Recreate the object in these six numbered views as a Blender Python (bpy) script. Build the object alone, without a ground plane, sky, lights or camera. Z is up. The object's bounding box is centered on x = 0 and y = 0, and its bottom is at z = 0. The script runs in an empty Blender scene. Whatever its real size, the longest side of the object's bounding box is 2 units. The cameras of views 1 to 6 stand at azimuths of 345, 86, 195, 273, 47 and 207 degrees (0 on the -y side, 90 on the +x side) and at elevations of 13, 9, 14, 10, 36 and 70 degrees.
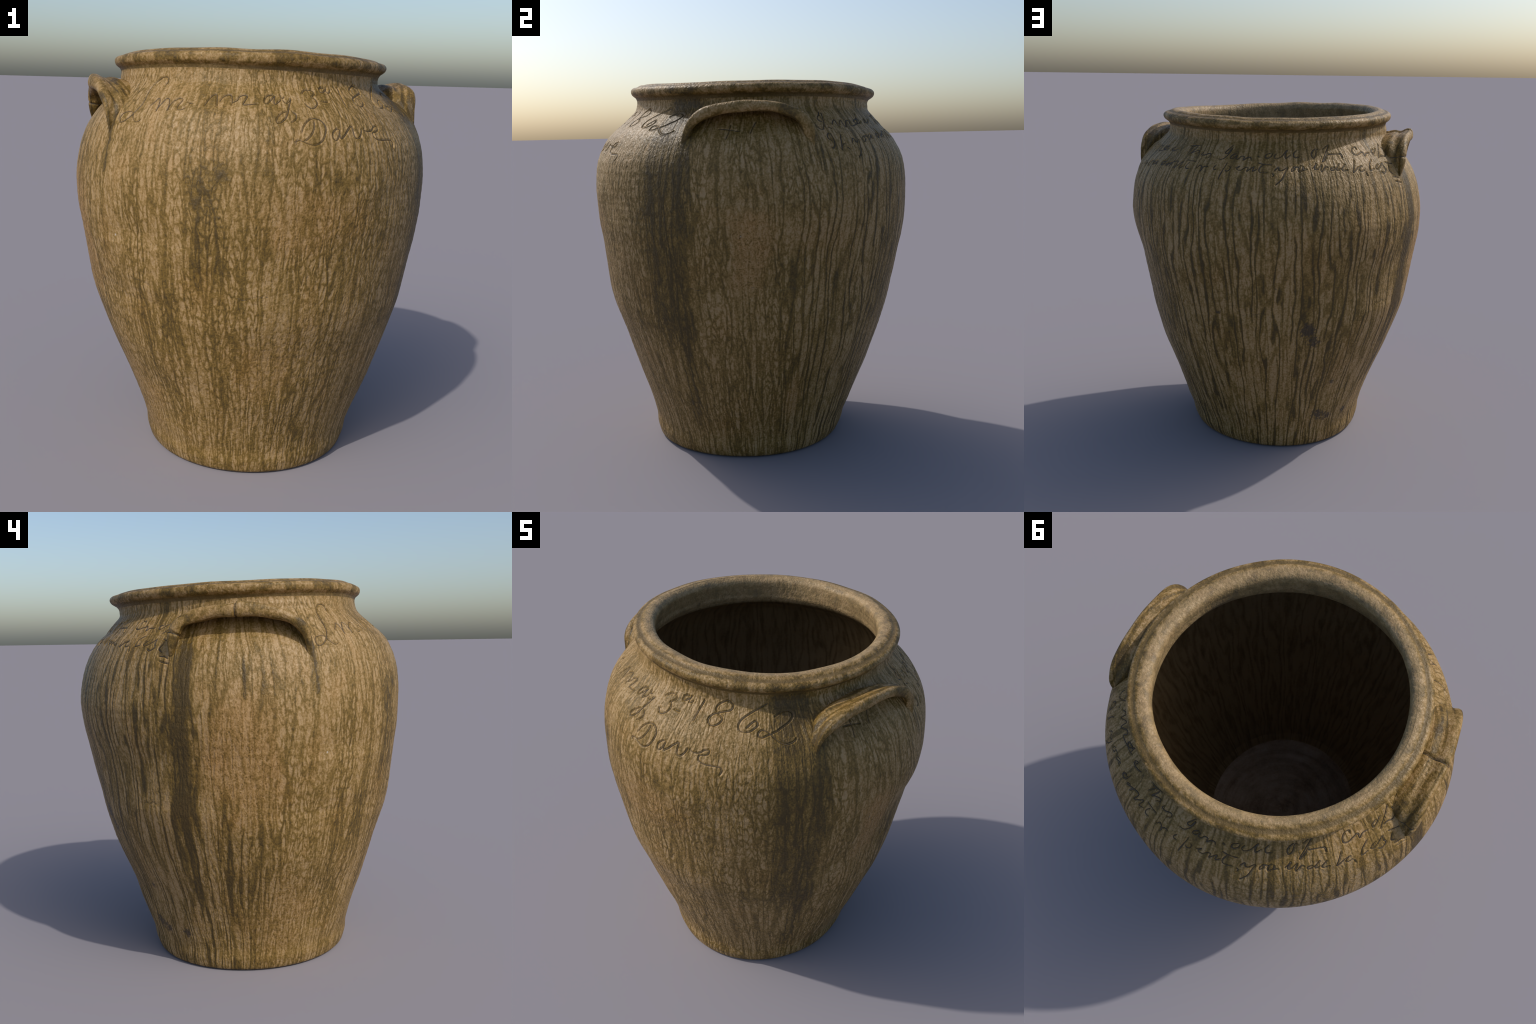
"""Large alkaline-glazed stoneware storage jar: wheel-thrown body, rolled rim,
two shelf-like lug handles, ash-glaze runs and cursive writing cut into the shoulder."""
import bpy, math
import numpy as np

rng = np.random.default_rng(1862)
TAU = 2 * math.pi
AROUND = 1600                      # columns round the jar
THETA = np.arange(AROUND) * TAU / AROUND

# ---------------------------------------------------------------- profile of the pot
# height -> mean radius of the outer wall, foot to throat of the neck
WALL = np.array([(0.00, .5253), (.06, .5446), (.12, .553), (.18, .5708), (.24, .5896), (.34, .6237),
                 (.46, .6666), (.58, .7104), (.70, .7497), (.82, .7855), (.94, .8089), (1.06, .8301),
                 (1.18, .8497), (1.26, .8642), (1.34, .8708), (1.42, .8726), (1.50, .8655), (1.58, .8492),
                 (1.65, .8206), (1.71, .7825), (1.76, .7331), (1.80, .694), (1.85, .651), (1.885, .6442)])
# out-of-round of the section by height: z, then cos/sin of 1x (a drift of the axis), 2x, 3x and 4x the angle
DRIFT = np.array([(0.0, -.0046, -.041, -.0065, -.0075, .0013, .0045, -.0013, .0016),
                  (0.2, .0052, -.0305, -.0078, .0019, .0014, -.0011, -.0028, .0005),
                  (0.4, .011, -.0285, -.0031, .0027, .0012, -.0061, .0023, -.0033),
                  (0.65, .0042, -.018, -.001, .0027, 0, -.0081, .0031, -.0006),
                  (0.9, -.0031, -.0163, -.0007, -.0063, -.0057, .0005, .0034, -.006),
                  (1.15, -.0051, -.0103, -.0039, .0039, -.0051, -.0101, -.0012, -.0028),
                  (1.4, .0025, -.0005, .0045, .0002, .0021, -.0013, .0036, .0013),
                  (1.6, .0097, -.0063, -.0014, .0028, -.003, .0001, .0014, -.0008),
                  (1.75, .0064, -.0153, .002, .012, .0035, 0, .004, -.003),
                  (1.87, -.0065, .0115, .001, .0085, 0, 0, 0, 0),
                  (1.945, -.002, .019, 0, 0, 0, 0, 0, 0)])
LIP = [(.6455, 1.902), (.652, 1.914), (.663, 1.922), (.673, 1.931), (.6775, 1.943), (.676, 1.955), (.668, 1.964),
       (.658, 1.9685), (.649, 1.9695), (.641, 1.972), (.632, 1.9775), (.618, 1.982), (.602, 1.982), (.586, 1.977),
       (.573, 1.966), (.567, 1.952), (.568, 1.935), (.573, 1.91), (.578, 1.885), (.583, 1.857), (.592, 1.836)]
THROAT = [(.606, 1.817), (.634, 1.797), (.680, 1.768), (.719, 1.735), (.755, 1.690), (.785, 1.635)]
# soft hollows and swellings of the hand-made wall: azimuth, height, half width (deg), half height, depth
HOLLOWS = [(145, .19, 22, .09, .007), (139, .70, 15, .17, .012), (98, .29, 18, .08, .007), (78, .43, 12, .10, .006), (-18, .27, 14, .09, .007),
           (2, .42, 10, .10, .006), (-92, .41, 9, .08, .005), (39, .60, 10, .10, .005), (-140, 1.21, 14, .12, -.022), (-133, .45, 12, .09, -.003),
           (-145, .27, 12, .07, -.005), (163, .57, 15, .20, .013), (151, .32, 16, .11, .010), (-140, .40, 9, .10, -.004), (8, .72, 10, .10, .006), (4, .28, 10, .12, .007), (-133, .94, 9, .06, .007), (148, .58, 20, .27, .012), (143, 1.06, 12, .12, -.006), (12, .93, 10, .10, .007), (-69, 1.43, 8, .08, .005), (-9, 1.15, 19, .10, .016), (-4, 1.42, 9, .05, -.010), (14, 1.31, 8, .07, .006),
           (80, 1.08, 12, .08, -.007), (-91, 1.28, 9, .07, -.006), (22, 1.32, 8, .08, .006), (-69, 1.41, 8, .08, .007),
           (136, 1.745, 13, .06, .020), (146, 1.50, 10, .08, -.006), (-141, 1.815, 12, .05, .014), (-64, 1.75, 16, .05, .007), (-126, 1.78, 9, .05, .007),
           (-5, 1.715, 11, .060, -.014), (-4, 1.76, 13, .050, -.018), (2, 1.87, 26, .05, -.008), (102, 1.87, 12, .04, -.006), (-177, 1.70, 12, .05, -.006)]


def hermite(x, xs, ys):
    """Smooth curve through control points (non-uniform Catmull-Rom)."""
    x = np.clip(x, xs[0], xs[-1] - 1e-9)
    m = np.gradient(ys, xs)
    i = np.clip(np.searchsorted(xs, x, side='right') - 1, 0, len(xs) - 2)
    h = xs[i + 1] - xs[i]
    t = (x - xs[i]) / h
    return ((2 * t**3 - 3 * t**2 + 1) * ys[i] + (t**3 - 2 * t**2 + t) * h * m[i]
            + (-2 * t**3 + 3 * t**2) * ys[i + 1] + (t**3 - t**2) * h * m[i + 1])


def spline(points, step):
    """Catmull-Rom through points (n, d), resampled at about `step`."""
    p = np.asarray(points, float)
    if len(p) < 3:
        n = max(2, int(np.linalg.norm(p[-1] - p[0]) / step) + 1)
        return p[0] + (p[-1] - p[0]) * np.linspace(0, 1, n)[:, None]
    s = np.concatenate([[0], np.cumsum(np.sqrt(np.linalg.norm(np.diff(p, axis=0), axis=1)) + 1e-9)])
    fine = np.linspace(0, s[-1], 40 * len(p))
    q = np.stack([hermite(fine, s, p[:, k]) for k in range(p.shape[1])], 1)
    a = np.concatenate([[0], np.cumsum(np.linalg.norm(np.diff(q, axis=0), axis=1))])
    even = np.linspace(0, a[-1], max(3, int(a[-1] / step) + 1))
    return np.stack([np.interp(even, a, q[:, k]) for k in range(q.shape[1])], 1)


def smoothstep(x, a, b):
    t = np.clip((x - a) / (b - a), 0, 1)
    return t * t * (3 - 2 * t)


def ripple(theta, z, seed, amplitude, turns, rise, waves=7):
    """Sum of random waves that closes round the jar: hand-thrown unevenness."""
    g = np.random.default_rng(seed)
    out = 0
    for _ in range(waves):
        k = g.integers(1, turns + 1)
        out = out + np.sin(k * theta + g.uniform(0, TAU) + z * g.uniform(-rise, rise)) * g.uniform(.4, 1)
    return out * amplitude / waves**.5


def rim_height(theta):
    """The mouth is not level: tilt, twist and one dip by the front."""
    d = (theta + math.radians(105) + math.pi) % TAU - math.pi
    return (-.003 - .017 * np.sin(theta) - .004 * np.cos(theta) + .007 * np.sin(2 * theta)
            + .0025 * np.sin(3 * theta + .6) - .004 * np.exp(-(d / .2)**2))


def place(r, z, theta):
    """Profile radius + height + angle -> point of the real, slightly crooked pot."""
    h = [np.interp(z, DRIFT[:, 0], DRIFT[:, k]) for k in range(1, 9)]
    full = np.minimum(1, r / .4)
    for k in (2, 3, 4):
        r = r + full * (h[2 * k - 2] * np.cos(k * theta) + h[2 * k - 1] * np.sin(k * theta))
    cx, cy = h[0], h[1]
    for az, zc, wide, tall, amount in HOLLOWS:
        off = (theta - math.radians(az) + math.pi) % TAU - math.pi
        r = r + full * amount * np.exp(-(off / math.radians(wide))**2 - ((z - zc) / tall)**2)
    body = smoothstep(z, .02, .25)
    r = r + body * ripple(theta, z * 3, 5, .0009, 9, 2.0) + body * ripple(theta, z * 3, 11, .0012, 3, 16.0)
    # throwing rings left by the fingers, spaced a little unevenly
    r = r + body * .0005 * np.sin(z * 150 + 2.5 * np.sin(z * 9) + .6 * np.sin(theta + z * 4)) * (.6 + .4 * np.sin(2 * theta + z * 7))
    r = r + smoothstep(z, 1.9, 1.95) * ripple(theta, z * 8, 23, .0022, 13, 2.0)
    zz = z + smoothstep(z, 1.76, 1.95) * (rim_height(theta) + smoothstep(z, 1.94, 1.975) * ripple(theta, z * 5, 47, .0020, 17, 1.0))
    return np.stack([cx + r * np.cos(theta), cy + r * np.sin(theta), zz], -1)


def wall_radius(z):
    return hermite(np.asarray(z, float), WALL[:, 0], WALL[:, 1])


def surface(az, z, lift=0.0):
    """Point on the outer wall at azimuth (degrees) and height, moved out by `lift`."""
    th, z = np.radians(az), np.asarray(z, float)
    p = place(wall_radius(z), z, th)
    e = 1e-3
    slope = (wall_radius(z + e) - wall_radius(z - e)) / (2 * e)
    n = np.stack([np.cos(th), np.sin(th), -slope * np.ones_like(th)], -1)
    n /= np.linalg.norm(n, axis=-1, keepdims=True)
    return p + n * lift, n


# ---------------------------------------------------------------- rows of the revolved grid
rows, tag = [], []                 # (radius, height), part name


def add_rows(points, part):
    for p in points:
        rows.append((float(p[0]), float(p[1])))
        tag.append(part)


add_rows([(.02, .014), (.25, .013), (.44, .012), (.492, .010), (.506, .004), (.507, .0005), (.513, .002)], "base")
foot = [(.519, .005), (.5245, .010), (.529, .016), (.5315, .022)]
add_rows(foot, "body")
zs = np.concatenate([np.arange(.028, 1.55, .0075), np.arange(1.55, 1.70, .0032), np.arange(1.70, 1.865, .0023), np.arange(1.866, 1.897, .004)])
add_rows(np.stack([np.where(zs < .06, .5318 + (zs - .022) * .335, wall_radius(zs)), zs], 1), "body")
add_rows(spline([(.6440, 1.897)] + LIP, .0035)[1:], "rim")
inner_z = np.arange(1.50, .13, -.012)
inner_r = wall_radius(inner_z) - .041
add_rows(spline([LIP[-1]] + THROAT + list(zip(inner_r[:3], inner_z[:3])), .008)[1:-2], "interior_wall")
add_rows(np.stack([inner_r, inner_z], 1)[1:], "interior_wall")
add_rows([(.500, .118), (.492, .106)], "interior_wall")
floor_r = np.concatenate([[.482, .470, .458], np.arange(.45, .01, -.011)])
add_rows(np.stack([floor_r, .088 - .012 * smoothstep(floor_r, .15, .45) + .010 * smoothstep(floor_r, .45, .48)
                   + .0025 * np.sin(floor_r * 85) * smoothstep(floor_r, .0, .1)], 1), "interior_floor")
rows = np.array(rows)
tag = np.array(tag)
R = np.repeat(rows[:, :1], AROUND, 1)
Z = np.repeat(rows[:, 1:], AROUND, 1)
TH = np.repeat(THETA[None], len(rows), 0)
GRID_INNER = (Z > 1.6) & (R < .60) & ((tag == "rim") | (tag == "interior_wall"))[:, None]
R = R + GRID_INNER * smoothstep(R, .63, .59) * (.001 - .004 * np.cos(TH) - .003 * np.maximum(0, -np.sin(TH)))     # the throat is a little off-centre
Z = Z - GRID_INNER * smoothstep(Z, 1.97, 1.86) * .030 * np.maximum(0, -np.sin(TH))
GRID = place(R, Z, TH)
inside = tag == "interior_floor"   # rough, lumpy floor
GRID[inside, :, 2] += ripple(TH[inside], R[inside] * 40, 31, .0022, 14, 1.5) + ripple(TH[inside], R[inside] * 9, 37, .0025, 5, 2.0)

# ---------------------------------------------------------------- the writing: cut strokes
CARVE = np.zeros((len(rows), AROUND))
BURR = np.zeros_like(CARVE)
body_rows = np.where(tag == "body")[0]
body_z = rows[body_rows, 1]
STROKES = []                       # (word index, points az/z, width)
word_names = []


def stamp(path, depth, width):
    """Press a groove with slightly raised burrs along path (az degrees, z)."""
    for az, z in path:
        j0 = int(round(math.radians(az) / TAU * AROUND)) % AROUND
        i0 = int(np.argmin(np.abs(body_z - z)))
        reach = 7
        ii = body_rows[max(0, i0 - reach):i0 + reach + 1]
        jj = (np.arange(j0 - reach, j0 + reach + 1)) % AROUND
        c = surface(np.array([az]), np.array([z]))[0][0]
        d = np.linalg.norm(GRID[np.ix_(ii, jj)] - c, axis=-1) / width
        at = np.ix_(ii, jj)
        CARVE[at] = np.minimum(CARVE[at], -depth * np.exp(-d**2))
        BURR[at] = np.maximum(BURR[at], .22 * depth * np.exp(-((d - 1.9) / .7)**2))


def inscribe(word, az0, z0, strokes, width=.0042, depth=.0050):
    """Letters of one word: strokes of (degrees, millimetres) from the word's lower left corner."""
    word_names.append(word)
    for s in strokes:
        p = np.array(s, float)
        p = np.stack([az0 + p[:, 0], z0 + p[:, 1] / 1000], 1)
        scale = np.array([math.radians(1) * .76, 1.25])
        q = spline(p * scale, .0022) / scale
        STROKES.append((len(word_names) - 1, q, width))
        stamp(q, depth, width)


inscribe("month_opening", -151.0, 1.679, [
        [(13.8, 156), (14.5, 171), (14, 183), (12.1, 185), (10, 174), (8, 152), (7.3, 125), (7.1, 95), (6.3, 65), (5.5, 45), (4, 21), (2.6, 7), (0.8, 0), (0, 16), (0.6, 38), (2.6, 47), (4.7, 43), (5.7, 25), (7.5, 8), (8.7, 8), (9.8, 18)],
        [(10.6, 73), (12.2, 90), (13.5, 106), (14.1, 101), (14.3, 80), (14.4, 54), (14.5, 70), (15.7, 91), (17.1, 108), (18, 103), (18.4, 82), (18.5, 59), (18.9, 82), (20.4, 101), (22.4, 110), (23.2, 105), (22.6, 92), (21.9, 76), (22.1, 67), (23.8, 67), (24.7, 76)],
        [(25.3, 95), (27.1, 91)]])
inscribe("month", -119.9, 1.705, [
        [(-0, 59), (0.9, 77), (2.2, 96), (3.6, 101), (3.9, 89), (4.1, 56)],
        [(4.9, 76), (5.8, 92), (7.4, 101), (8.7, 100), (9, 85), (8.9, 64)],
        [(9, 73), (10.7, 83), (11.6, 96), (13.3, 102), (14.2, 98), (13.4, 84), (12.6, 68), (14.4, 68), (17.2, 72)],
        [(22.9, 105), (21.1, 101), (20, 87), (19.8, 76), (20.7, 75), (22.3, 88), (23.7, 101), (23.1, 85), (23.1, 72), (24.3, 78), (25.6, 88)],
        [(25.8, 106), (26.1, 94), (27.1, 99)],
        [(26, 89), (27.1, 76), (28.2, 82), (29.3, 93), (28.4, 77), (27.3, 56), (26.5, 37), (25.5, 17), (24, 2), (22.9, 0), (22.7, 11), (23.5, 26), (25.2, 41), (26.7, 45)],
        [(28.1, 44), (29.1, 32), (28.9, 17), (27.4, 2)]])
inscribe("day", -85.9, 1.763, [
        [(0.2, 55), (1.7, 66), (3.7, 69), (5.3, 64), (5.3, 55), (3.6, 42), (4.5, 36), (4.8, 23), (3.6, 8), (1.8, 0), (0.6, 5), (0, 13), (0.2, 17)],
        [(10.8, 78), (9.4, 79), (8.4, 71), (8.5, 62), (9.7, 62), (11.7, 76)],
        [(12, 81), (11.2, 65), (11.8, 60), (13.3, 67)],
        [(6.8, 26), (9.3, 25)]])
inscribe("year", -69.7, 1.724, [
        [(1.8, 118), (1, 95), (0.5, 74), (0, 50)],
        [(8, 91), (7.4, 98), (7.8, 110), (9.4, 122), (11.5, 132), (13.2, 124), (14.1, 113), (13.5, 101), (11.1, 94), (8.6, 87), (6.6, 79), (5.5, 65), (5.9, 53), (7.3, 47), (8.9, 49), (10.5, 61), (10.8, 70), (10, 78), (9, 82)],
        [(27.7, 132), (24.9, 116), (22.3, 102), (19.4, 84), (18, 71), (17.4, 55), (18.1, 42), (19.3, 38), (21.7, 39), (23.4, 49), (24.5, 59), (24.4, 68), (23.5, 72), (21.9, 63), (20.6, 50)],
        [(31, 88), (32.5, 98), (34.3, 104), (36.2, 104), (37.6, 95), (37.5, 83), (35.9, 66), (33.8, 54), (31.5, 41), (29.6, 34), (28, 28), (26.3, 22), (25.1, 27), (25.1, 37), (26.1, 45), (27.5, 43), (29, 35), (30.9, 20), (32.5, 6), (34.2, 0), (36.1, 3), (37.6, 10), (38.2, 16)]])
inscribe("signature", -92.1, 1.601, [
        [(2.2, 67), (2.7, 85), (4.2, 107), (6.1, 121), (8, 121), (9.4, 110), (10.1, 90), (9.6, 65), (8.5, 40), (6.9, 23), (5.4, 18), (3.5, 24), (2.1, 33), (0.8, 36), (0, 29), (0.2, 20)],
        [(6.7, 112), (6.4, 92), (5.4, 65), (4.3, 48), (2.8, 33)],
        [(14.9, 77), (14.1, 81), (12.6, 70), (11.9, 57), (12, 41), (12.7, 36), (13.9, 50), (14.8, 75), (14.3, 57), (14.5, 43), (16, 54), (18.2, 80), (19.7, 91), (19.7, 72), (19.8, 46), (20.7, 41), (22, 51), (23.1, 71), (23.4, 79)],
        [(24.2, 76), (25.7, 69), (27.9, 73), (29.1, 84), (30.9, 88), (30.8, 74), (29.6, 66), (27.9, 63), (27.5, 52), (28.1, 39), (30.1, 32), (32.9, 31), (35, 29), (35.7, 19), (35.1, 0)]])
inscribe("handle_tally", -13.3, 1.699, [
        [(-0, 47), (3.5, 43), (7.1, 35)],
        [(3.7, 66), (3.5, 34), (2.5, 0)],
        [(13.1, 77), (12.3, 52), (11.1, 24)]])
inscribe("verse_pronoun", 23.0, 1.736, [
        [(3.5, 89), (3.1, 74), (2, 58), (2.3, 42), (3.6, 38)],
        [(4.6, 84), (4.6, 70), (4.4, 48), (4.2, 30), (3.4, 13), (2.2, 0), (1, 5), (0.3, 15), (-0, 27)],
        [(5.2, 9), (6.1, 7), (6.4, 0)]])
inscribe("verse_made", 30.8, 1.745, [
        [(0, 15), (1.3, 33), (2.2, 38), (2.4, 21), (2.9, 5), (4.7, 31), (5.5, 35), (5.7, 21), (6.3, 0), (8.2, 29), (9.5, 35), (10.1, 28), (9.7, 12), (10.1, 6), (12.8, 11), (15.1, 18)],
        [(14.3, 24), (13, 26), (14.4, 37), (16.2, 39), (15.5, 24), (15.3, 18), (17.4, 21)],
        [(15.7, 42), (13.3, 32), (13.4, 21), (15.3, 24), (16.5, 53), (17.4, 73)],
        [(16.5, 53), (17.2, 23), (18.3, 28)],
        [(20.8, 20), (22.2, 33), (22.2, 41), (21, 30), (21.8, 21), (24.1, 24), (26, 35)]])
inscribe("verse_this", 62.3, 1.748, [
        [(-0, 55), (2.8, 56), (6, 65)],
        [(2.9, 51), (2, 30), (1.3, 14)],
        [(4.9, 57), (4.4, 35), (3.7, 16), (4.5, 23), (7, 35), (7.6, 29), (6.2, 15)],
        [(9.9, 29), (9.5, 16), (11.2, 14), (12.9, 23), (13.9, 22), (14.1, 8), (13.1, 0)]])
inscribe("verse_jar", 80.7, 1.748, [
        [(4.1, 76), (2.9, 54), (1.9, 34), (2.2, 29), (3.4, 32), (4.2, 58), (4, 38), (3.1, 15), (1.8, 1), (0, 1)],
        [(6.8, 30), (5.5, 22), (5.1, 8), (6.2, 6), (7.5, 23), (7.4, 7), (8.5, 4), (9.4, 18), (10.7, 16), (10.7, 0), (12.2, 13), (13.4, 13), (13.9, 1)],
        [(16.1, 22), (17.1, 16)]])
inscribe("verse_all", 100.0, 1.758, [
        [(2.4, 27), (0.7, 22), (0, 9), (0.9, 1), (2.5, 12), (2.8, 25)],
        [(4.5, 25), (3.7, 9), (4.4, 0), (6.6, 10), (8.3, 32), (9.2, 43), (8.3, 22), (8.5, 2), (10.5, 19)],
        [(13.2, 44), (11.8, 22), (12.3, 5), (14.1, 10)]])
inscribe("verse_of", 119.4, 1.741, [
        [(2.6, 68), (0.7, 51), (-0, 32), (0.6, 18), (2, 35), (2.6, 57), (3.1, 65), (4, 60)],
        [(5.8, 64), (9.2, 84), (6.8, 46), (5.1, 18), (4.1, 0), (5.5, 12), (7.3, 42)],
        [(7.3, 34), (10.3, 36), (13.1, 33), (13.1, 19)]])
inscribe("verse_cross", 139.2, 1.743, [
        [(3.2, 52), (3.4, 62), (1.8, 63), (0.1, 46), (-0, 29), (1.5, 24), (4, 32), (5.8, 36), (6, 16), (7.3, 27), (9.6, 28)],
        [(13.8, 44), (11.8, 32), (12.1, 21), (14.6, 36), (16.1, 46)],
        [(20.8, 66), (18, 37), (14, 0)],
        [(21.5, 46), (21.7, 24), (19.5, 2), (17.5, 7), (15.7, 5)]])
inscribe("verse_if", 25.6, 1.637, [
        [(1.2, 83), (0.1, 71), (0, 56), (1.2, 43)],
        [(1.8, 82), (2, 67), (2, 44), (1.4, 21), (0.4, 9), (-0, 14)],
        [(6.2, 75), (5.2, 52), (4.5, 24), (3.9, 0), (4.8, 20), (5.6, 28), (6.3, 31)],
        [(6.6, 12), (7.7, 1)]])
inscribe("verse_you", 35.2, 1.598, [
        [(0, 71), (1.2, 92), (1.7, 88), (1.8, 76), (2.6, 74), (4.1, 85), (3.7, 64), (3.1, 40), (2.1, 17), (0.8, 0)],
        [(7.7, 102), (6.4, 89), (6.7, 75), (8.1, 84), (8.1, 100), (10.9, 102)],
        [(12.7, 111), (10.8, 98), (10.5, 85), (12.3, 97), (13.5, 107), (12.6, 91), (14, 93)]])
inscribe("verse_dont", 52.2, 1.686, [
        [(2.5, 25), (0.6, 21), (0.4, 5), (2.4, 12)],
        [(1.4, 27), (0, 18), (-0, 6), (1.7, 8), (2.6, 27), (2.8, 45)],
        [(5.1, 21), (3.6, 11), (3.8, 6), (5.7, 19), (7, 26), (6, 3), (7, 26), (9.9, 34), (9.4, 0), (12.7, 37), (12.2, 3), (14.1, 14)],
        [(16.3, 39), (15.4, 18), (15.8, 7), (17.4, 7)],
        [(14.2, 47), (16.5, 45), (19.1, 43)]])
inscribe("verse_repent", 73.2, 1.651, [
        [(0, 49), (1, 63), (2.4, 49), (2.2, 34), (2.4, 49), (3.3, 59), (4.6, 58)],
        [(8, 69), (7.2, 53), (7.6, 47), (8.5, 49)],
        [(12.1, 83), (11.5, 56), (10.8, 26), (10.4, 0)],
        [(13.4, 67), (14, 60), (13.6, 47), (12.6, 43), (12.2, 48)],
        [(15.7, 60), (17, 62), (17.5, 69), (16.7, 64), (16.7, 54), (18.1, 50), (19.7, 63), (20.8, 63), (20.6, 46), (21.6, 56), (23, 67), (22.8, 48), (24.4, 57)],
        [(26.2, 78), (25.1, 57), (25.4, 44), (26.7, 40), (28.4, 42)],
        [(24.3, 86), (26.6, 80), (29.8, 78)],
        [(30.1, 38), (30.7, 31), (30.3, 22)]])
inscribe("verse_you_again", 104.1, 1.634, [
        [(0, 68), (1.5, 83), (1.8, 70), (2.7, 68), (3.7, 75), (4.9, 82), (3.9, 55), (2.9, 27), (0.7, 0)],
        [(7.3, 85), (6.5, 73), (6.5, 64), (7.8, 76), (7.6, 85), (9.1, 82)],
        [(10, 89), (9, 73), (9.4, 61), (11.1, 76), (11, 85), (11.2, 71), (12.2, 72)]])
inscribe("verse_will", 118.7, 1.694, [
        [(-0, 16), (1.9, 37), (0.9, 15), (1.7, 11), (3.9, 32), (3.3, 11), (3.6, 0), (5.3, 23), (6.1, 21)],
        [(8.7, 21), (7.3, 13), (7.6, 6), (9.2, 12), (11.3, 35), (9.8, 15), (9.9, 5), (11.5, 11)],
        [(13.6, 31), (12, 10), (12.4, 1), (14.3, 4)]])
inscribe("verse_be", 135.6, 1.663, [
        [(1.8, 80), (0.6, 48), (0, 22), (2.1, 40), (3.3, 46), (4.5, 50), (3, 33), (3.6, 23), (5.2, 28)],
        [(5.9, 18), (6.4, 0)]])
inscribe("verse_lost", 144.2, 1.606, [
        [(2.9, 132), (0.4, 108), (0, 82), (2.1, 87)],
        [(5.5, 107), (3.5, 92), (4.3, 83), (6.8, 96), (8.6, 111), (8.6, 91), (9.2, 77), (7.3, 60), (6, 70)],
        [(12.2, 94), (11.2, 68), (12.9, 52)],
        [(11.2, 113), (13.8, 104), (17.4, 98)],
        [(11.9, 36), (14.4, 32), (15.6, 24)],
        [(12.8, 12), (16.3, 0)]])

# hairline seams where the upper and lower thrown halves were joined, and firing cracks
CRACKS = [(-24, .985, 16), (6, .99, 20), (42, .965, 16), (-103, .967, 11), (96, .93, 13), (150, .94, 9), (70, .95, 9), (-140, .99, 8)]
crack_paths = []
for k, (az, z, span) in enumerate(CRACKS):
    t = np.linspace(0, 1, 60)
    q = np.stack([az + span * (t - .5), z + .006 * np.sin(t * 5 + k) + .004 * np.sin(t * 17 + 2 * k)], 1)
    crack_paths.append(q)
    stamp(q, .0028, .004)

# clay pressed on round the roots of the handles
def swell(centres, lift, radius):
    for c in centres:
        j0 = int(round(math.atan2(c[1], c[0]) / TAU * AROUND)) % AROUND
        i0 = int(np.argmin(np.abs(body_z - c[2])))
        ii = body_rows[max(0, i0 - 36):i0 + 37]
        jj = np.arange(j0 - 32, j0 + 33) % AROUND
        d = np.linalg.norm(GRID[np.ix_(ii, jj)] - np.array(c), axis=-1) / radius
        SWELL[np.ix_(ii, jj)] = np.maximum(SWELL[np.ix_(ii, jj)], lift * np.exp(-d**2))


SWELL = np.zeros_like(CARVE)
for az0, az1, z0, z1, lift, wide in ((-27, -26, 1.635, 1.76, .012, .030), (17, 17, 1.635, 1.75, .012, .030), (161.5, 161.5, 1.63, 1.74, .013, .030),
                                    (207, 207, 1.64, 1.75, .013, .030), (20.0, 19.5, 1.62, 1.76, .008, .030)):
    u = np.linspace(0, 1, 12)
    for q, f in zip(surface(az0 + (az1 - az0) * u, z0 + (z1 - z0) * u)[0], u):
        swell([q], lift * (.3 + .7 * f), wide)
CARVE = np.where(CARVE < -.0008, CARVE, CARVE + BURR) + SWELL

# carve along the wall normal
i_b = body_rows
tangent_v = np.gradient(GRID[i_b], axis=0)
tangent_u = np.roll(GRID[i_b], -1, 1) - np.roll(GRID[i_b], 1, 1)
n_b = np.cross(tangent_u, tangent_v)
n_b /= np.linalg.norm(n_b, axis=-1, keepdims=True) + 1e-12
GRID[i_b] += n_b * CARVE[i_b][..., None]

# ---------------------------------------------------------------- mesh helpers
def mesh_from_grid(name, grid, normals=None, close_u=True, cap=False):
    nv, nu = grid.shape[:2]
    me = bpy.data.meshes.new(name)
    i = np.arange(nv - 1)[:, None]
    j = np.arange(nu if close_u else nu - 1)[None]
    j1 = (j + 1) % nu
    quads = np.stack([i * nu + j, i * nu + j1, (i + 1) * nu + j1, (i + 1) * nu + j], -1).reshape(-1, 4)
    me.vertices.add(nv * nu)
    me.vertices.foreach_set("co", grid.reshape(-1).astype(np.float32))
    me.loops.add(quads.size)
    me.loops.foreach_set("vertex_index", quads.reshape(-1).astype(np.int32))
    me.polygons.add(len(quads))
    me.polygons.foreach_set("loop_start", (np.arange(len(quads)) * 4).astype(np.int32))
    me.update(calc_edges=True)
    me.polygons.foreach_set("use_smooth", np.ones(len(quads), bool))
    if normals is not None:
        me.normals_split_custom_set_from_vertices(normals.reshape(-1, 3).astype(np.float32))
    return me


def grid_normals(grid):
    du = np.roll(grid, -1, 1) - np.roll(grid, 1, 1)
    dv = np.empty_like(grid)
    dv[1:-1] = grid[2:] - grid[:-2]
    dv[0], dv[-1] = grid[1] - grid[0], grid[-1] - grid[-2]
    n = np.cross(du, dv)
    return n / (np.linalg.norm(n, axis=-1, keepdims=True) + 1e-12)


def add_object(name, me, parent, material=None):
    ob = bpy.data.objects.new(name, me)
    bpy.context.scene.collection.objects.link(ob)
    ob.parent = parent
    if material:
        me.materials.append(material)
    return ob


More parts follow.
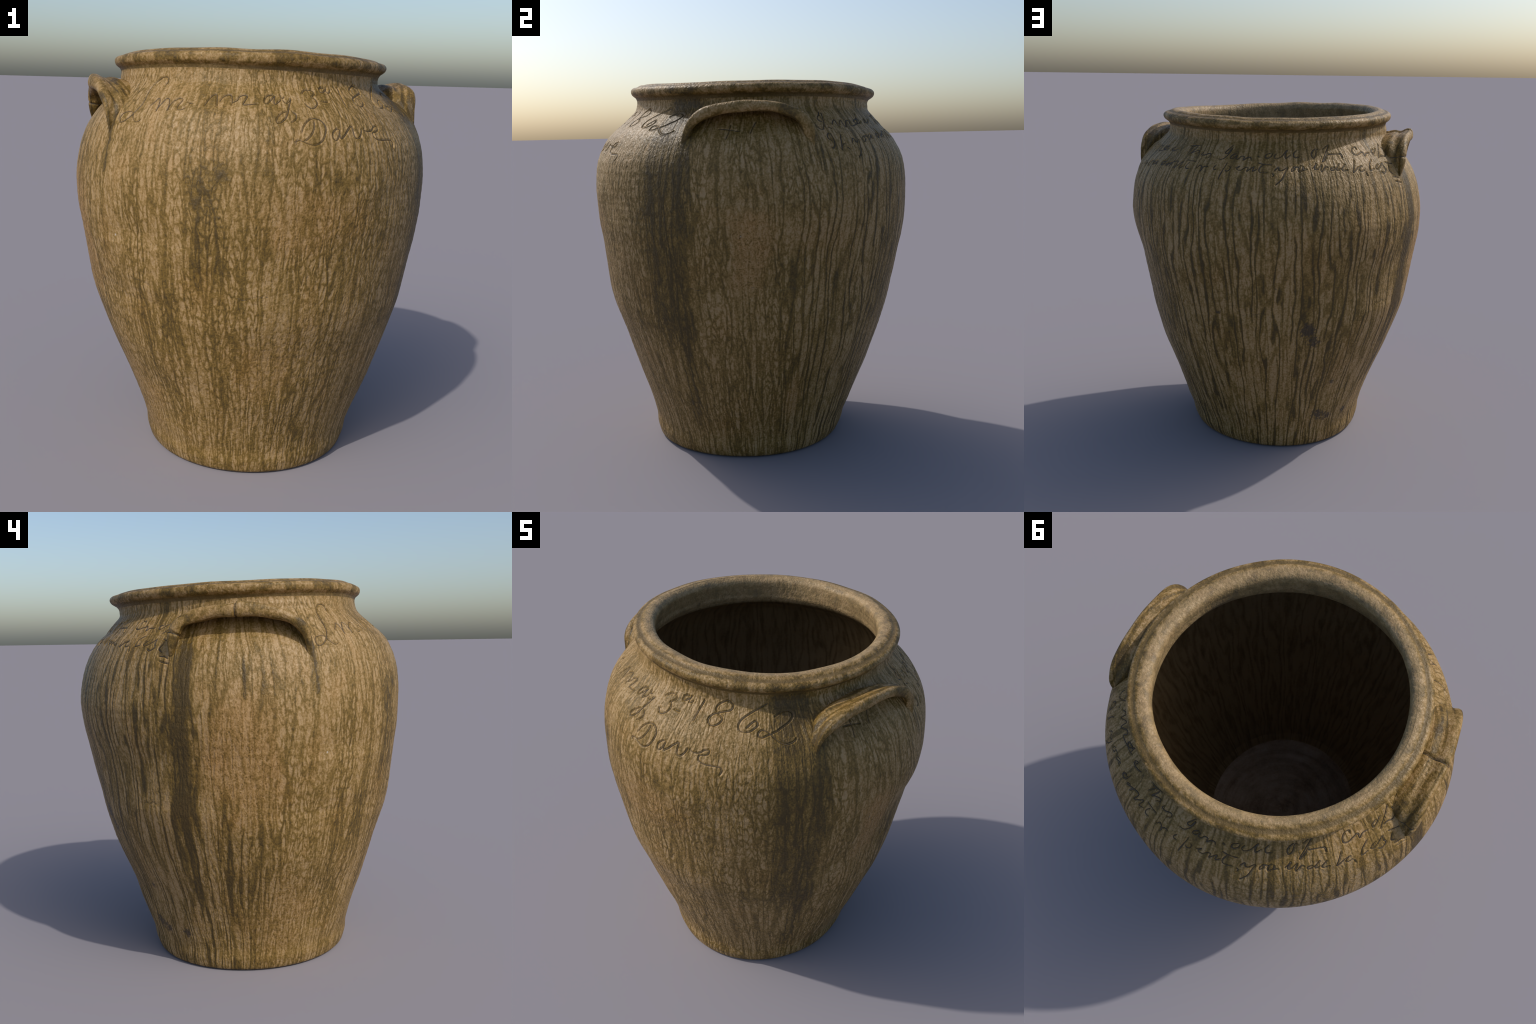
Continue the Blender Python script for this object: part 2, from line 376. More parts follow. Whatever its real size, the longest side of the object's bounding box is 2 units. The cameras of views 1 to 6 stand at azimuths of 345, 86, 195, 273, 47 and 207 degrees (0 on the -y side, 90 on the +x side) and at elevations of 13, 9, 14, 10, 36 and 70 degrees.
def disc_cap(me, ring_index, centre, flip):
    """Fan that closes the small hole left in the middle of floor or base."""
    import bmesh
    bm = bmesh.new()
    bm.from_mesh(me)
    bm.verts.ensure_lookup_table()
    c = bm.verts.new(centre)
    ring = [bm.verts[k] for k in ring_index]
    for a, b in zip(ring, ring[1:] + ring[:1]):
        f = bm.faces.new((a, c, b) if flip else (a, b, c))
        f.smooth = True
    bm.to_mesh(me)
    bm.free()


# ---------------------------------------------------------------- shader building
class Nodes:
    def __init__(self, name):
        self.mat = bpy.data.materials.new(name)
        self.mat.use_nodes = True
        self.t = self.mat.node_tree
        self.t.nodes.clear()
        self.out = self.t.nodes.new("ShaderNodeOutputMaterial")
        self.bsdf = self.t.nodes.new("ShaderNodeBsdfPrincipled")
        self.t.links.new(self.bsdf.outputs[0], self.out.inputs[0])

    def feed(self, socket, value):
        if hasattr(value, "is_output"):
            self.t.links.new(value, socket)
        elif value is not None:
            socket.default_value = value

    def m(self, op, a, b=None, c=None, clamp=False):
        n = self.t.nodes.new("ShaderNodeMath")
        n.operation, n.use_clamp = op, clamp
        for s, v in zip(n.inputs, (a, b, c)):
            self.feed(s, v)
        return n.outputs[0]

    def add(self, a, b): return self.m("ADD", a, b)
    def sub(self, a, b): return self.m("SUBTRACT", a, b)
    def mul(self, a, b): return self.m("MULTIPLY", a, b)
    def inv(self, a): return self.m("SUBTRACT", 1.0, a)
    def high(self, a, b): return self.m("MAXIMUM", a, b)

    def step(self, x, a, b, lo=0.0, hi=1.0):
        n = self.t.nodes.new("ShaderNodeMapRange")
        n.interpolation_type = "SMOOTHSTEP"
        for k, v in zip(("Value", "From Min", "From Max", "To Min", "To Max"), (x, a, b, lo, hi)):
            self.feed(n.inputs[k], v)
        return n.outputs[0]

    def vec(self, x, y, z):
        n = self.t.nodes.new("ShaderNodeCombineXYZ")
        for s, v in zip(n.inputs, (x, y, z)):
            self.feed(s, v)
        return n.outputs[0]

    def vm(self, op, a, b=None, scale=None):
        n = self.t.nodes.new("ShaderNodeVectorMath")
        n.operation = op
        self.feed(n.inputs[0], a)
        if b is not None:
            self.feed(n.inputs[1], b)
        if scale is not None:
            self.feed(n.inputs["Scale"], scale)
        return n.outputs["Value"] if op in ("LENGTH", "DISTANCE", "DOT_PRODUCT") else n.outputs["Vector"]

    def noise(self, vector, scale, detail=2.0, rough=.5, colour=False):
        n = self.t.nodes.new("ShaderNodeTexNoise")
        self.feed(n.inputs["Vector"], vector)
        n.inputs["Scale"].default_value, n.inputs["Detail"].default_value, n.inputs["Roughness"].default_value = scale, detail, rough
        return n.outputs["Color" if colour else "Fac"]

    def cells(self, vector, scale, feature="DISTANCE_TO_EDGE", out="Distance", randomness=1.0):
        n = self.t.nodes.new("ShaderNodeTexVoronoi")
        n.feature = feature
        self.feed(n.inputs["Vector"], vector)
        n.inputs["Scale"].default_value, n.inputs["Randomness"].default_value = scale, randomness
        return n.outputs[out]

    def ramp(self, fac, stops):
        n = self.t.nodes.new("ShaderNodeValToRGB")
        e = n.color_ramp.elements
        while len(e) < len(stops):
            e.new(.5)
        for el, (pos, col) in zip(e, stops):
            el.position, el.color = pos, (*col, 1)
        self.feed(n.inputs[0], fac)
        return n.outputs[0]

    def mix(self, fac, a, b, blend="MIX"):
        n = self.t.nodes.new("ShaderNodeMix")
        n.data_type, n.blend_type = "RGBA", blend
        for k, v in ((0, fac), (6, a), (7, b)):
            self.feed(n.inputs[k], (*v, 1) if isinstance(v, tuple) else v)
        return n.outputs[2]

    def bump(self, height, strength, distance, normal=None):
        n = self.t.nodes.new("ShaderNodeBump")
        n.inputs["Strength"].default_value, n.inputs["Distance"].default_value = strength, distance
        self.feed(n.inputs["Height"], height)
        if normal is not None:
            self.feed(n.inputs["Normal"], normal)
        return n.outputs[0]


class JarCoords:
    """Object position turned into flow-friendly coordinates: direction round the axis and height."""
    def __init__(self, s):
        tc = s.t.nodes.new("ShaderNodeTexCoord")
        self.pos = tc.outputs["Object"]
        sep = s.t.nodes.new("ShaderNodeSeparateXYZ")
        s.feed(sep.inputs[0], self.pos)
        x, y, self.z = sep.outputs
        r = s.m("SQRT", s.add(s.mul(x, x), s.mul(y, y)))
        self.r = r
        self.turn = s.m("ARCTAN2", y, x)
        seam = math.radians(165 - 180)          # the unrolled chart is cut under the broad run at 165 degrees
        cs, sn = math.cos(seam), math.sin(seam)
        self.unrolled = s.mul(s.m("ARCTAN2", s.sub(s.mul(y, cs), s.mul(x, sn)), s.add(s.mul(x, cs), s.mul(y, sn))), .8)
        self.nx, self.ny = s.m("DIVIDE", x, r), s.m("DIVIDE", y, r)
        self.s = s

    def flow(self, around, along):
        s = self.s
        return s.vec(s.mul(self.nx, around), s.mul(self.ny, around), s.mul(self.z, along))

    def side(self, az):
        """Signed distance-like coordinate across azimuth az, and how far round the front it is."""
        a, s = math.radians(az), self.s
        across = s.add(s.mul(self.nx, -math.sin(a)), s.mul(self.ny, math.cos(a)))
        front = s.add(s.mul(self.nx, math.cos(a)), s.mul(self.ny, math.sin(a)))
        return across, front


PALE = (.338, .226, .105)
TAN = (.258, .162, .056)
OLIVE = (.157, .095, .019)
BROWN = (.098, .060, .013)
DEEP = (.064, .040, .010)

# broad glaze runs: azimuth at top, azimuth at bottom, top z, bottom z, half width (of unit radius), strength
RUNS = [(166, 164, 1.70, .78, .080, 1.25), (165, 165, .95, .35, .038, 1.0), (158, 157, 1.62, 1.15, .034, .4),
        (-33, -33, 1.90, .60, .19, .72), (-25, -27, 1.68, .95, .055, .55), (-27, -35, .85, .10, .070, .6),
        (-119, -118, 1.50, .92, .050, .38), (-112, -112, 1.78, 1.05, .032, .25), (-115, -117, 1.90, .92, .11, .26), (-131, -127, .98, .66, .10, .26),
        (117, 117, 1.30, .70, .075, .45), (103, 104, 1.86, 1.05, .022, .5), (141, 141, 1.15, .6, .045, .45),
        (88, 88, .92, .55, .06, .4), (60, 58, 1.35, .75, .05, .45), (20, 21, 1.72, 1.53, .014, .9), (31, 29, 1.2, .7, .05, .3),
        (-151.7, -151.9, 1.71, 1.47, .0145, 1.35), (-175, -174.8, 1.62, 1.42, .010, 1.1), (-141, -139, 1.0, .45, .05, .30),
        (-30, -30, 1.93, 1.76, .16, .40)]
# dry, reddish, speckled places: azimuth, z, half width, half height
DRY = [(-4, 1.17, .17, .27, .9), (14, .36, .09, .16, .8), (-176, 1.16, .30, .42, .9), (-86, 1.27, .30, .16, .5), (-98, .60, .22, .22, .4), (-160, .3, .3, .3, .35)]
# scabs of dark kiln drip: azimuth, z, radius
SCABS = [(118, .83, .066), (121, .75, .05), (136, .43, .042), (132, .215, .058), (138, .195, .042), (104.8, 1.088, .014), (102, .73, .014), (82, .93, .02), (152, .2, .04)]
SPOTS = [(-6.9, 1.25, .008), (-148, 1.187, .008)]


def glaze(name, inside=False, handle=False, rim=False):
    s = Nodes(name)
    k = JarCoords(s)
    # rivulets: evenly spaced runs down the wall whose phase drifts, so that they wander,
    # fork, merge and close into long loops round pale islands of glaze
    _, back = k.side(100)
    backness = s.step(back, -.35, .6)
    patch = s.noise(k.flow(3.2, 1.6), 1.0, 2, .5)

    jitter = s.mul(s.sub(s.noise(k.flow(30, 16), 1.0, 1), .5), .020)

    def rivulets(count, drift, around, along, sharp):
        phase = s.add(s.mul(s.add(k.turn, s.mul(jitter, 1.1)), count), s.mul(s.noise(k.flow(around, along), 1.0, 2, .5), drift * TAU))
        wave = s.m("MULTIPLY_ADD", s.m("COSINE", phase), .5, .5)
        return s.m("POWER", wave, sharp)

    def islands(width, length, seed):
        """Long pale islands in a net of dark runs, laid out on the unrolled wall."""
        n = s.t.nodes.new("ShaderNodeTexVoronoi")
        n.voronoi_dimensions, n.feature = "2D", "DISTANCE_TO_EDGE"
        n.inputs["Scale"].default_value = 1.0
        x = s.add(s.mul(s.add(k.unrolled, bend), 1 / width), seed)
        s.feed(n.inputs["Vector"], s.vec(x, s.mul(s.add(k.z, lag), 1 / length), 0.0))
        return n.outputs["Distance"]

    bend = s.add(s.mul(s.sub(s.noise(k.flow(7, 3), 1.0, 1), .5), .040), jitter)
    lag = s.mul(s.sub(s.noise(k.flow(24, 3), 1.0, 1), .5), .16)
    stout = s.step(s.noise(k.flow(10, 2.0), 1.0, 1), .34, .66, .15, .25)
    line1 = s.inv(s.step(islands(.043, .36, 3.0), .01, stout))
    line2 = s.inv(s.step(islands(.024, .060, 40.0), .0, .27))
    vary = s.step(s.noise(k.flow(15, 1.6), 1.0, 1), .36, .62, .40, 1.0)
    broad = s.step(s.noise(k.flow(9, 1.0), 1.0, 1), .36, .64, 4.2, 1.9)
    longrun = s.mul(rivulets(106, 4.2, 8, 1.8, broad), s.step(s.noise(k.flow(20, .8), 1.0, 1), .33, .52))
    lines = s.mul(s.mul(line1, vary), s.sub(s.step(patch, .34, .6, .40, .60), s.mul(backness, .06)))
    lines = s.high(lines, s.mul(longrun, s.add(.50, s.mul(backness, .46))))
    lines = s.mul(lines, s.step(s.add(k.z, s.mul(patch, .25)), 1.62, 1.86, 1.0, .62))     # the runs gather below the shoulder
    net = s.mul(line2, s.sub(s.step(s.noise(k.flow(5, 3), 1.0, 2), .34, .64, .20, .46), s.mul(backness, .16)))
    dark = s.add(s.high(lines, net), s.mul(s.m("MINIMUM", lines, net), .35))
    streak = s.step(s.noise(k.flow(9, .75), 1.0, 2, .5), .46, .76)
    dark = s.add(dark, s.mul(streak, s.add(.13, s.mul(backness, .05))))
    if rim or handle:                           # here the glaze pools in blotches instead of running
        blotch = s.step(s.noise(s.vm("ADD", k.flow(9, 14), s.vec(0, 0, s.mul(k.r, 30))), 1.0, 3, .55), .44, .66)
        small = s.step(s.noise(k.pos, 34, 2, .55), .45, .66)
        dark = s.add(s.add(s.mul(dark, .14), s.mul(blotch, .44)), s.mul(small, .22))
        dark = s.add(dark, .10)
    if handle:
        along = s.noise(s.vec(s.mul(k.r, 40), s.mul(k.nx, 2.0), s.mul(k.ny, 2.0)), 1.0, 2, .5)
        dark = s.add(s.mul(dark, .75), s.step(along, .46, .64, 0.0, .50))
    fence = 0.0 if rim or handle else s.add(s.mul(s.high(line1, longrun), .50), s.mul(line2, .22))     # runs stand a little proud
    wob = s.noise(k.flow(4.5, 5), 1.0, 3, .6)
    mottling = s.step(s.noise(s.vm("MULTIPLY", k.pos, (1, 1, .5)), 26, 3, .6), .3, .62, .70, 1.0)
    if not inside:
        for az, az2, z1, z0, half, force in RUNS:
            across, front = k.side(az)
            lean = math.radians(az2 - az) / (z1 - z0)
            t = s.sub(across, s.mul(s.sub(z1, k.z), lean))
            t = s.add(t, s.mul(s.sub(wob, .5), min(.06, half * .9)))
            band = s.inv(s.step(s.m("ABSOLUTE", t), half * .25, half * 1.15))
            tall = s.mul(s.step(k.z, z0 - .03, z0 + max(.015, (z1 - z0) * .18)), s.inv(s.step(k.z, z1 - .03, z1 + .05)))
            run = s.mul(s.mul(band, tall), s.step(front, 0, .2))
            dark = s.m("ADD", dark, s.mul(s.mul(run, mottling), force * .62))
    dark = s.m("MINIMUM", dark, 1.0)
    # dry speckled places where the runs thin out
    dry = None
    if not inside:
        for az, z, hw, hh, force in DRY:
            across, front = k.side(az)
            a = s.m("DIVIDE", across, hw)
            b = s.m("DIVIDE", s.sub(k.z, z), hh)
            q = s.add(s.m("SQRT", s.add(s.mul(a, a), s.mul(b, b))), s.mul(s.sub(wob, .5), 1.3))
            d = s.mul(s.mul(s.inv(s.step(q, .45, 1.1)), s.step(front, 0, .2)), force)
            dry = d if dry is None else s.high(dry, d)
        speck = s.mul(s.inv(s.step(s.cells(k.pos, 95, "F1"), .12, .5)), s.step(s.noise(k.pos, 38, 2), .42, .6))
        dark = s.add(s.mul(dark, s.inv(s.mul(dry, .62))), s.mul(s.mul(speck, dry), .42))
    grain = s.noise(k.pos, 105, 2, .6)
    cloud = s.noise(k.pos, 9, 3, .55)
    bead = s.noise(s.vm("MULTIPLY", k.pos, (1, 1, .6)), 70, 2, .6)
    shade = s.add(s.add(dark, .04), s.mul(s.sub(grain, .5), .95))
    shade = s.add(shade, s.mul(s.sub(bead, .5), .60))
    shade = s.add(shade, s.mul(s.sub(cloud, .5), .30))
    colour = s.ramp(shade, [(.0, PALE), (.22, TAN), (.48, OLIVE), (.76, BROWN), (1.0, DEEP)])
    # rusty and olive drifts
    rust = s.step(s.noise(k.flow(4, 3.2), 1.3, 3, .55), .5, .72)
    colour = s.mix(s.mul(rust, .30), colour, s.mix(1.0, colour, (1.08, .95, .78), "MULTIPLY"))
    if dry is not None:
        colour = s.mix(s.mul(dry, .7), colour, s.mix(1.0, colour, (1.03, .91, .78), "MULTIPLY"))
    grey = s.step(s.noise(k.flow(5, 2.4), 1.7, 3, .55), .52, .75)
    colour = s.mix(s.mul(grey, .35), colour, s.mix(1.0, colour, (.95, 1.0, 1.04), "MULTIPLY"))
    # iron specks
    iron = s.mul(s.inv(s.step(s.cells(k.pos, 30, "F1"), .03, .10)), s.step(s.noise(k.pos, 5, 2), .5, .62))
    colour = s.mix(s.mul(iron, .7), colour, (.05, .032, .02))
    rough_height = s.mul(grain, .35)
    if not inside and not rim and not handle:
        scab = None
        for az, z, rad in SCABS:
            a = math.radians(az)
            rr = float(wall_radius(z))
            c = (rr * math.cos(a), rr * math.sin(a), z)
            q = s.m("DIVIDE", s.vm("DISTANCE", k.pos, c), rad)
            q = s.add(q, s.mul(s.sub(s.noise(k.pos, 55, 3, .65), .5), 2.6))
            d = s.inv(s.step(q, .45, .85))
            scab = d if scab is None else s.high(scab, d)
        colour = s.mix(s.mul(scab, .82), colour, (.040, .029, .021))
        for az, z, rad in SPOTS:
            a = math.radians(az)
            rr = float(wall_radius(z))
            q = s.m("DIVIDE", s.vm("DISTANCE", k.pos, (rr * math.cos(a), rr * math.sin(a), z)), rad)
            colour = s.mix(s.inv(s.step(q, .4, .9)), colour, (.42, .36, .28))
    if rim:
        # (the mouth sits a little off the axis)
        lip_r = s.vm("LENGTH", s.vm("MULTIPLY", s.vm("SUBTRACT", k.pos, (-.002, .019, 0)), (1, 1, 0)))
        # pooled dark line in the groove of the lip, pale worn inner roll
        groove = s.inv(s.step(s.m("ABSOLUTE", s.sub(s.add(lip_r, s.mul(s.sub(wob, .5), .010)), .647)), .005, .017))
        colour = s.mix(s.mul(groove, .82), colour, (.105, .068, .022))
        worn = s.inv(s.step(lip_r, .605, .635))
        colour = s.mix(s.mul(worn, .38), colour, s.mix(s.step(s.noise(k.pos, 26, 3), .4, .7), (.36, .27, .160), (.295, .215, .135)))
    s.feed(s.bsdf.inputs["Base Color"], colour)
    s.feed(s.bsdf.inputs["Roughness"], s.step(grain, .3, .7, .46, .64))
    s.bsdf.inputs["Specular IOR Level"].default_value = .34
    relief = s.add(s.mul(fence, .55), rough_height)
    relief = s.add(relief, s.mul(bead, .9))
    s.feed(s.bsdf.inputs["Normal"], s.bump(relief, .7, .007))
    return s.mat


def interior_glaze():
    s = Nodes("interior_glaze_shade_darkened")
    k = JarCoords(s)
    sway = s.mul(s.sub(s.noise(k.flow(9, 6), 1.0, 2, .5), .5), .5)
    phase = s.add(s.mul(s.add(k.turn, s.mul(sway, .08)), 84), s.mul(s.noise(k.flow(9, 2.4), 1.0, 2, .5), 4.2 * TAU))
    line = s.m("POWER", s.m("MULTIPLY_ADD", s.m("COSINE", phase), .5, .5), 1.8)
    grain = s.noise(k.pos, 90, 3, .6)
    fine = s.noise(k.flow(36, 9), 1.0, 2, .55)
    f = s.add(s.add(s.mul(line, .40), s.mul(s.sub(fine, .5), 1.1)), s.mul(s.sub(grain, .5), .7))
    colour = s.ramp(f, [(.0, (.190, .130, .062)), (.4, (.128, .084, .036)), (.8, (.064, .041, .014)), (1.0, (.040, .026, .009))])  # browns set below the outer glaze, painting in the cavity's shade
    s.feed(s.bsdf.inputs["Base Color"], colour)
    s.bsdf.inputs["Roughness"].default_value = .55
    s.bsdf.inputs["Specular IOR Level"].default_value = .25
    s.feed(s.bsdf.inputs["Normal"], s.bump(s.add(s.mul(fine, .8), s.mul(grain, .6)), .5, .005))
    return s.mat


def floor_dirt():
    s = Nodes("dusty_floor")
    k = JarCoords(s)
    n1 = s.noise(k.pos, 7, 4, .6)
    ring = s.noise(s.vec(s.mul(k.r, 30), s.mul(k.nx, 1.2), s.mul(k.ny, 1.2)), 1.0, 3, .6)
    f = s.add(s.mul(n1, .6), s.mul(ring, .4))
    f = s.add(f, s.mul(s.sub(s.noise(k.pos, 90, 3, .65), .5), .3))
    s.feed(s.bsdf.inputs["Base Color"], s.ramp(f, [(.3, (.10, .066, .038)), (.46, (.20, .14, .086)), (.60, (.28, .215, .150)), (.75, (.36, .29, .22))]))
    s.bsdf.inputs["Roughness"].default_value = .8
    s.feed(s.bsdf.inputs["Normal"], s.bump(f, .6, .01))
    return s.mat


def plain(name, colour, vary, scale, rough):
    s = Nodes(name)
    k = JarCoords(s)
    s.feed(s.bsdf.inputs["Base Color"], s.mix(s.noise(k.pos, scale, 3), colour, vary))
    s.bsdf.inputs["Roughness"].default_value = rough
    return s.mat


body_glaze = glaze("ash_glaze_body")
rim_glaze = glaze("ash_glaze_rim", rim=True)
handle_glaze = glaze("ash_glaze_handle", handle=True)
inside_glaze = interior_glaze()
floor_mat = floor_dirt()
clay = plain("bare_foot_clay", (.12, .085, .055), (.06, .045, .032), 30, .85)
faint_ink = plain("worn_glaze_in_groove", (.034, .024, .014), (.150, .100, .045), 22, .6)
ink = plain("dark_glaze_in_groove", (.034, .025, .016), (.085, .058, .030), 45, .6)

# ---------------------------------------------------------------- assemble the jar
jar = bpy.data.objects.new("stoneware_jar", None)
bpy.context.scene.collection.objects.link(jar)
jar["label"] = "big olive-brown ash-glazed stoneware jar, two lug handles, incised writing"
jar["category"] = "storage jar"

NORMALS = grid_normals(GRID)
parts = {}
order = ["base", "body", "rim", "interior_wall", "interior_floor"]
mats = {"base": clay, "body": body_glaze, "rim": rim_glaze, "interior_wall": inside_glaze, "interior_floor": floor_mat}
for name in order:
    idx = np.where(tag == name)[0]
    a, b = idx[0], idx[-1]
    if name != "interior_floor":
        b += 1                                   # share the border row with the next part
    me = mesh_from_grid(name, GRID[a:b + 1], NORMALS[a:b + 1])
    parts[name] = add_object(name, me, jar, mats[name])

# small plugs that close base and floor at the axis
def plug(name, grid_row, centre_z, parent, mat, up):
    ring = GRID[grid_row]
    c = ring.mean(0)
    g = np.stack([ring, c + (ring - c) * .5, c + (ring - c) * .02 + np.array([0, 0, centre_z])])
    if not up:
        g = g[::-1]
    me = mesh_from_grid(name, g)
    return add_object(name, me, parent, mat)


plug("base_plug", 0, 0, parts["base"], clay, False)
plug("floor_plug", len(rows) - 1, .001, parts["interior_floor"], floor_mat, True)


# ---------------------------------------------------------------- lug handles
def section(valley):
    """Cross-section of the strap in (w: 0 inner .. 1 outer edge, t: -1..1 thickness), two ridges and a groove on top."""
    top_w = np.linspace(0, .88, 18)
    top_t = .86 + .20 * np.exp(-((top_w - .84) / .11)**2) - .26 * np.exp(-((top_w - .60) / .11)**2) + .12 * np.exp(-((top_w - .38) / .14)**2)
    top_t = top_t - valley * smoothstep(.50 - top_w, 0, .30)      # dip between the strap and the neck
    a = np.linspace(.42 * math.pi, -.45 * math.pi, 14)
    edge_w, edge_t = .88 + .12 * np.cos(a), 1.05 * np.sin(a)
    bot_w = np.linspace(.86, 0, 14)
    bot_t = -1.0 + .85 * smoothstep(.75 - bot_w, 0, .6)      # hollowed out below, for the fingers
    return np.concatenate([top_w, edge_w, bot_w]), np.concatenate([top_t, edge_t, bot_t])


def lug_handle(outer, inner, thick, name, seed, valley=0.0, snap=()):
    """Loft the strap: outer edge curve in space, inner edge sunk into the wall, thickness along the arch."""
    step = .0045
    C = spline(outer, step)
    n = len(C)
    u = np.linspace(0, 1, n)
    ctrl = np.linspace(0, 1, len(inner))
    az = hermite(u, ctrl, np.array([p[0] for p in inner], float))
    zz = hermite(u, ctrl, np.array([p[1] for p in inner], float))
    D, _ = surface(az, zz, -.03)
    T = np.gradient(C, axis=0)
    T /= np.linalg.norm(T, axis=1, keepdims=True)
    Wd = C - D
    N = np.cross(Wd, T)
    N /= np.linalg.norm(N, axis=1, keepdims=True)
    mid = N[n // 2, 2]
    if mid < 0:
        N = -N
    th = hermite(u, np.linspace(0, 1, len(thick)), np.array(thick, float))
    w, t = section(valley)
    lump = ripple(u[:, None] * 6, w[None] * 3, seed, .0022, 6, 3)
    pinch = np.zeros_like(u)
    for where, jump in snap:                     # broken joints: a small step and a crack right round
        lump = lump + jump * (smoothstep(u, where - .004, where + .004) - smoothstep(u, where, where + .18))[:, None] * (t > 0)[None]
        pinch = np.maximum(pinch, np.exp(-((u - where) / .0065)**2))
    W2 = w[None] * (1 - .055 * pinch[:, None])
    H2 = t[None] * th[:, None] / 2 * (1 - .30 * pinch[:, None])
    grid = D[:, None] + Wd[:, None] * W2[..., None] + N[:, None] * (H2 + lump * np.sign(t)[None])[..., None]
    me = mesh_from_grid(name, grid)
    ob = add_object(name, me, jar, handle_glaze)
    # flip if the winding came out inside-out
    import bmesh
    bm = bmesh.new()
    bm.from_mesh(me)
    for loop in (grid[0], grid[-1]):
        pass
    bm.verts.ensure_lookup_table()
    m = grid.shape[1]
    for start, rev in ((0, True), ((n - 1) * m, False)):
        ring = [bm.verts[start + q] for q in range(m)]
        bm.faces.new(ring[::-1] if rev else ring)
    bmesh.ops.recalc_face_normals(bm, faces=bm.faces)
    bm.to_mesh(me)
    bm.free()
    me.polygons.foreach_set("use_smooth", np.ones(len(me.polygons), bool))
    for where, _ in snap:                        # thin dark tube laid along the crack
        ring = grid[int(round(where * (n - 1)))][2:-2]
        d = np.gradient(ring, axis=0)
        d /= np.linalg.norm(d, axis=1, keepdims=True) + 1e-9
        a1 = np.cross(d, T[int(round(where * (n - 1)))])
        a1 /= np.linalg.norm(a1, axis=1, keepdims=True) + 1e-9
        a2 = np.cross(d, a1)
        ang = np.arange(6) * TAU / 6
        rad = .0026 + .0008 * np.sin(np.arange(len(ring)) * .9)
        tube = ring[:, None] + rad[:, None, None] * (a1[:, None] * np.cos(ang)[None, :, None] + a2[:, None] * np.sin(ang)[None, :, None])
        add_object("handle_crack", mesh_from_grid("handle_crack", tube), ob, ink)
    return ob


RIGHT_EDGE = [(.722, -.362, 1.62), (.728, -.352, 1.68), (.740, -.335, 1.74), (.757, -.308, 1.785), (.772, -.262, 1.818), (.780, -.19, 1.838), (.788, -.10, 1.848),
              (.792, -.02, 1.852), (.794, .06, 1.848), (.797, .13, 1.829), (.798, .19, 1.802), (.795, .222, 1.768), (.787, .236, 1.72), (.777, .242, 1.66), (.758, .246, 1.60)]
RIGHT_ROOT = [(-27, 1.61), (-27.5, 1.69), (-27, 1.76), (-25, 1.815), (-19, 1.842), (-12, 1.850), (-3, 1.853), (5, 1.846), (12.5, 1.832), (18, 1.795), (20, 1.73), (19.5, 1.66), (19, 1.59)]
RIGHT_THICK = [.016, .030, .038, .046, .050, .048, .050, .048, .046, .048, .054, .052, .038, .016]
LEFT_EDGE = [(-.755, .262, 1.60), (-.780, .261, 1.645), (-.796, .256, 1.70), (-.802, .244, 1.752), (-.803, .219, 1.788), (-.801, .173, 1.813), (-.803, .11, 1.831), (-.807, .04, 1.841), (-.811, -.03, 1.844),
             (-.803, -.12, 1.843), (-.791, -.2, 1.833), (-.781, -.27, 1.813), (-.770, -.32, 1.783), (-.759, -.350, 1.744), (-.747, -.365, 1.69), (-.738, -.374, 1.63)]
LEFT_ROOT = [(161, 1.59), (160.5, 1.67), (160.5, 1.75), (162.5, 1.80), (169, 1.828), (176, 1.840), (185, 1.844), (193, 1.843), (200, 1.833), (205.5, 1.805), (208, 1.755), (208, 1.70), (207, 1.62)]
LEFT_THICK = [.010, .026, .048, .050, .054, .056, .056, .056, .056, .054, .048, .040, .030, .018]
lug_handle(RIGHT_EDGE, RIGHT_ROOT, RIGHT_THICK, "handle", 3, valley=1.0)
lug_handle(LEFT_EDGE, LEFT_ROOT, LEFT_THICK, "handle", 4, valley=.15, snap=((.165, .003), (.50, .008)))


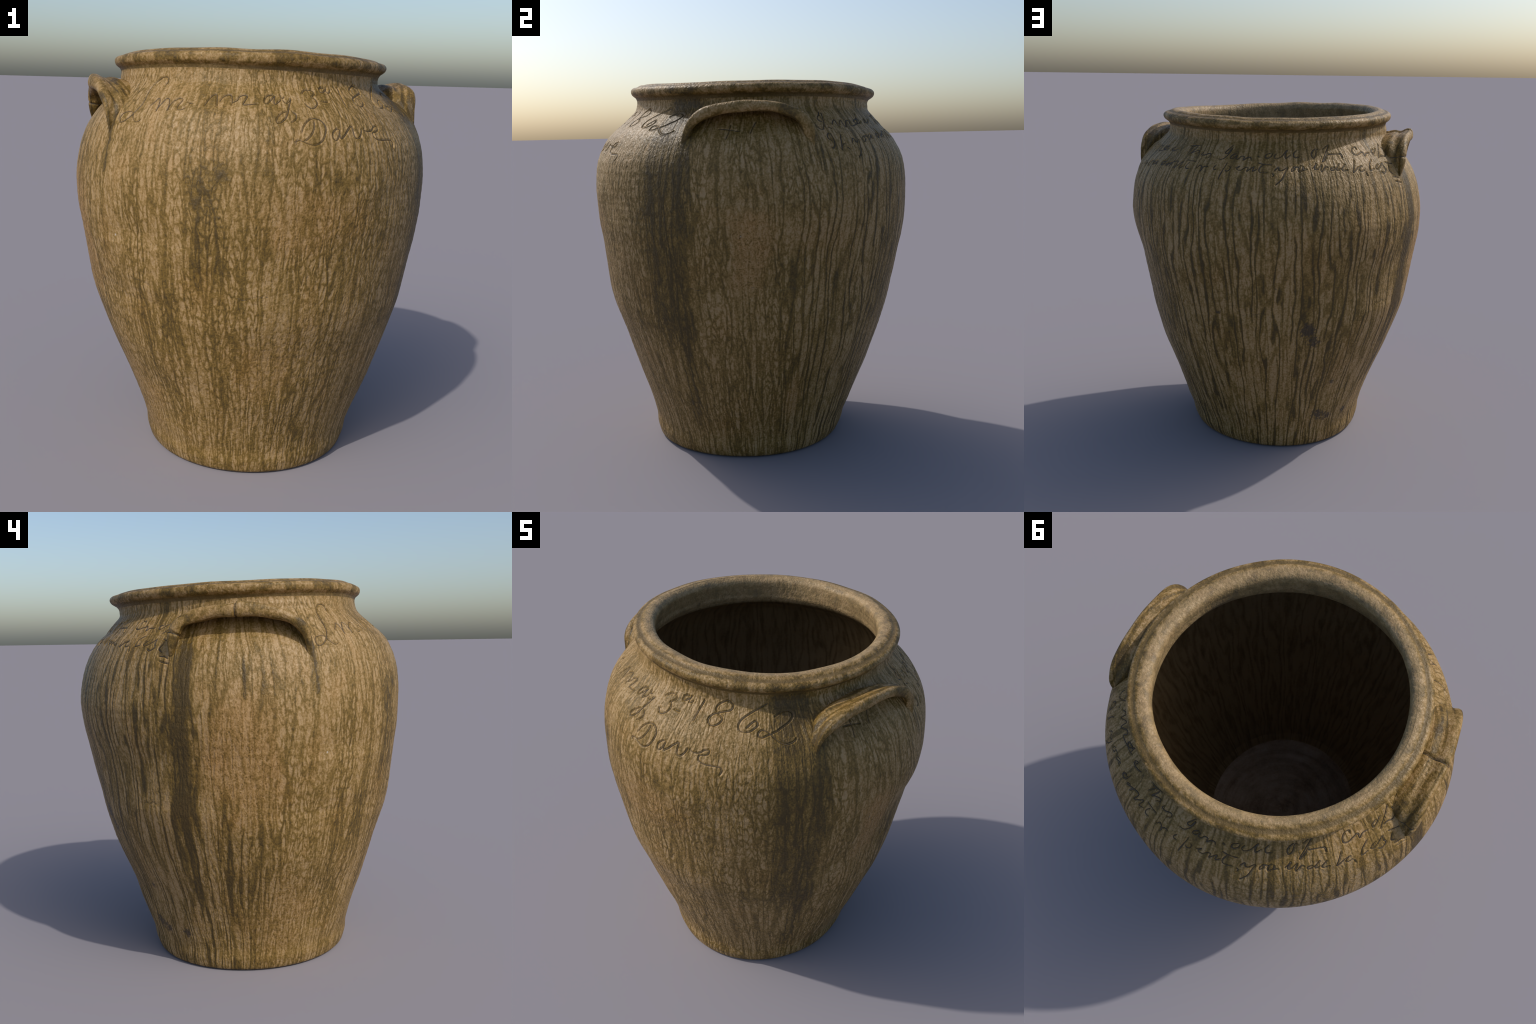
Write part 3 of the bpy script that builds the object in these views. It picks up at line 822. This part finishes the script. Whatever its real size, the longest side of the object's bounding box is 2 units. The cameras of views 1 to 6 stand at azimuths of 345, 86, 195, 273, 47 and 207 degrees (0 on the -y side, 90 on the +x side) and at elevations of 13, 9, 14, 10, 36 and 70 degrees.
# ---------------------------------------------------------------- dark glaze lying in the cut strokes
def swelling(az, z):
    i = body_rows[np.abs(body_z[None] - z[:, None]).argmin(1)]
    j = np.round(np.radians(az) / TAU * AROUND).astype(int) % AROUND
    return SWELL[i, j]


def stroke_tubes(paths, sink, seed):
    """Joined thin tubes along az/z paths, sunk just below the old surface."""
    g = np.random.default_rng(seed)
    verts, faces, base = [], [], 0
    m = 6
    ang = np.arange(m) * TAU / m
    for q, rad in paths:
        P, Nn = surface(q[:, 0], q[:, 1], -sink)
        P = P + Nn * swelling(q[:, 0], q[:, 1])[:, None]
        T = np.gradient(P, axis=0)
        T /= np.linalg.norm(T, axis=1, keepdims=True) + 1e-12
        S = np.cross(T, Nn)
        n = len(P)
        u = np.linspace(0, 1, n)
        press = .72 + .28 * np.sin(u * g.uniform(3, 9) + g.uniform(0, 6)) 
        r = rad * press * (.35 + .65 * np.minimum(1, np.minimum(u, 1 - u) * n / 4))
        ring = P[:, None] + r[:, None, None] * (S[:, None] * np.cos(ang)[None, :, None] + Nn[:, None] * np.sin(ang)[None, :, None])
        verts.append(ring.reshape(-1, 3))
        i = np.arange(n - 1)[:, None] * m
        j = np.arange(m)[None]
        j1 = (j + 1) % m
        faces.append(np.stack([i + j, i + j1, i + m + j1, i + m + j], -1).reshape(-1, 4) + base)
        base += n * m
    return np.concatenate(verts), np.concatenate(faces)


def add_tubes(name, paths, sink, parent, mat, seed):
    v, f = stroke_tubes(paths, sink, seed)
    me = bpy.data.meshes.new(name)
    me.from_pydata(v.tolist(), [], f.tolist())
    me.polygons.foreach_set("use_smooth", np.ones(len(f), bool))
    return add_object(name, me, parent, mat)


for w, word in enumerate(word_names):
    paths = [(q, .0032 if "verse" in word else .0023) for i, q, _ in STROKES if i == w]
    add_tubes("incised_word", paths, .0031, parts["body"], ink if "verse" in word else faint_ink, 100 + w)
cracks = add_tubes("hairline_crack", [(q, .0014) for q in crack_paths], .0026, parts["body"], ink, 77)
cracks["kind"] = "stuff"
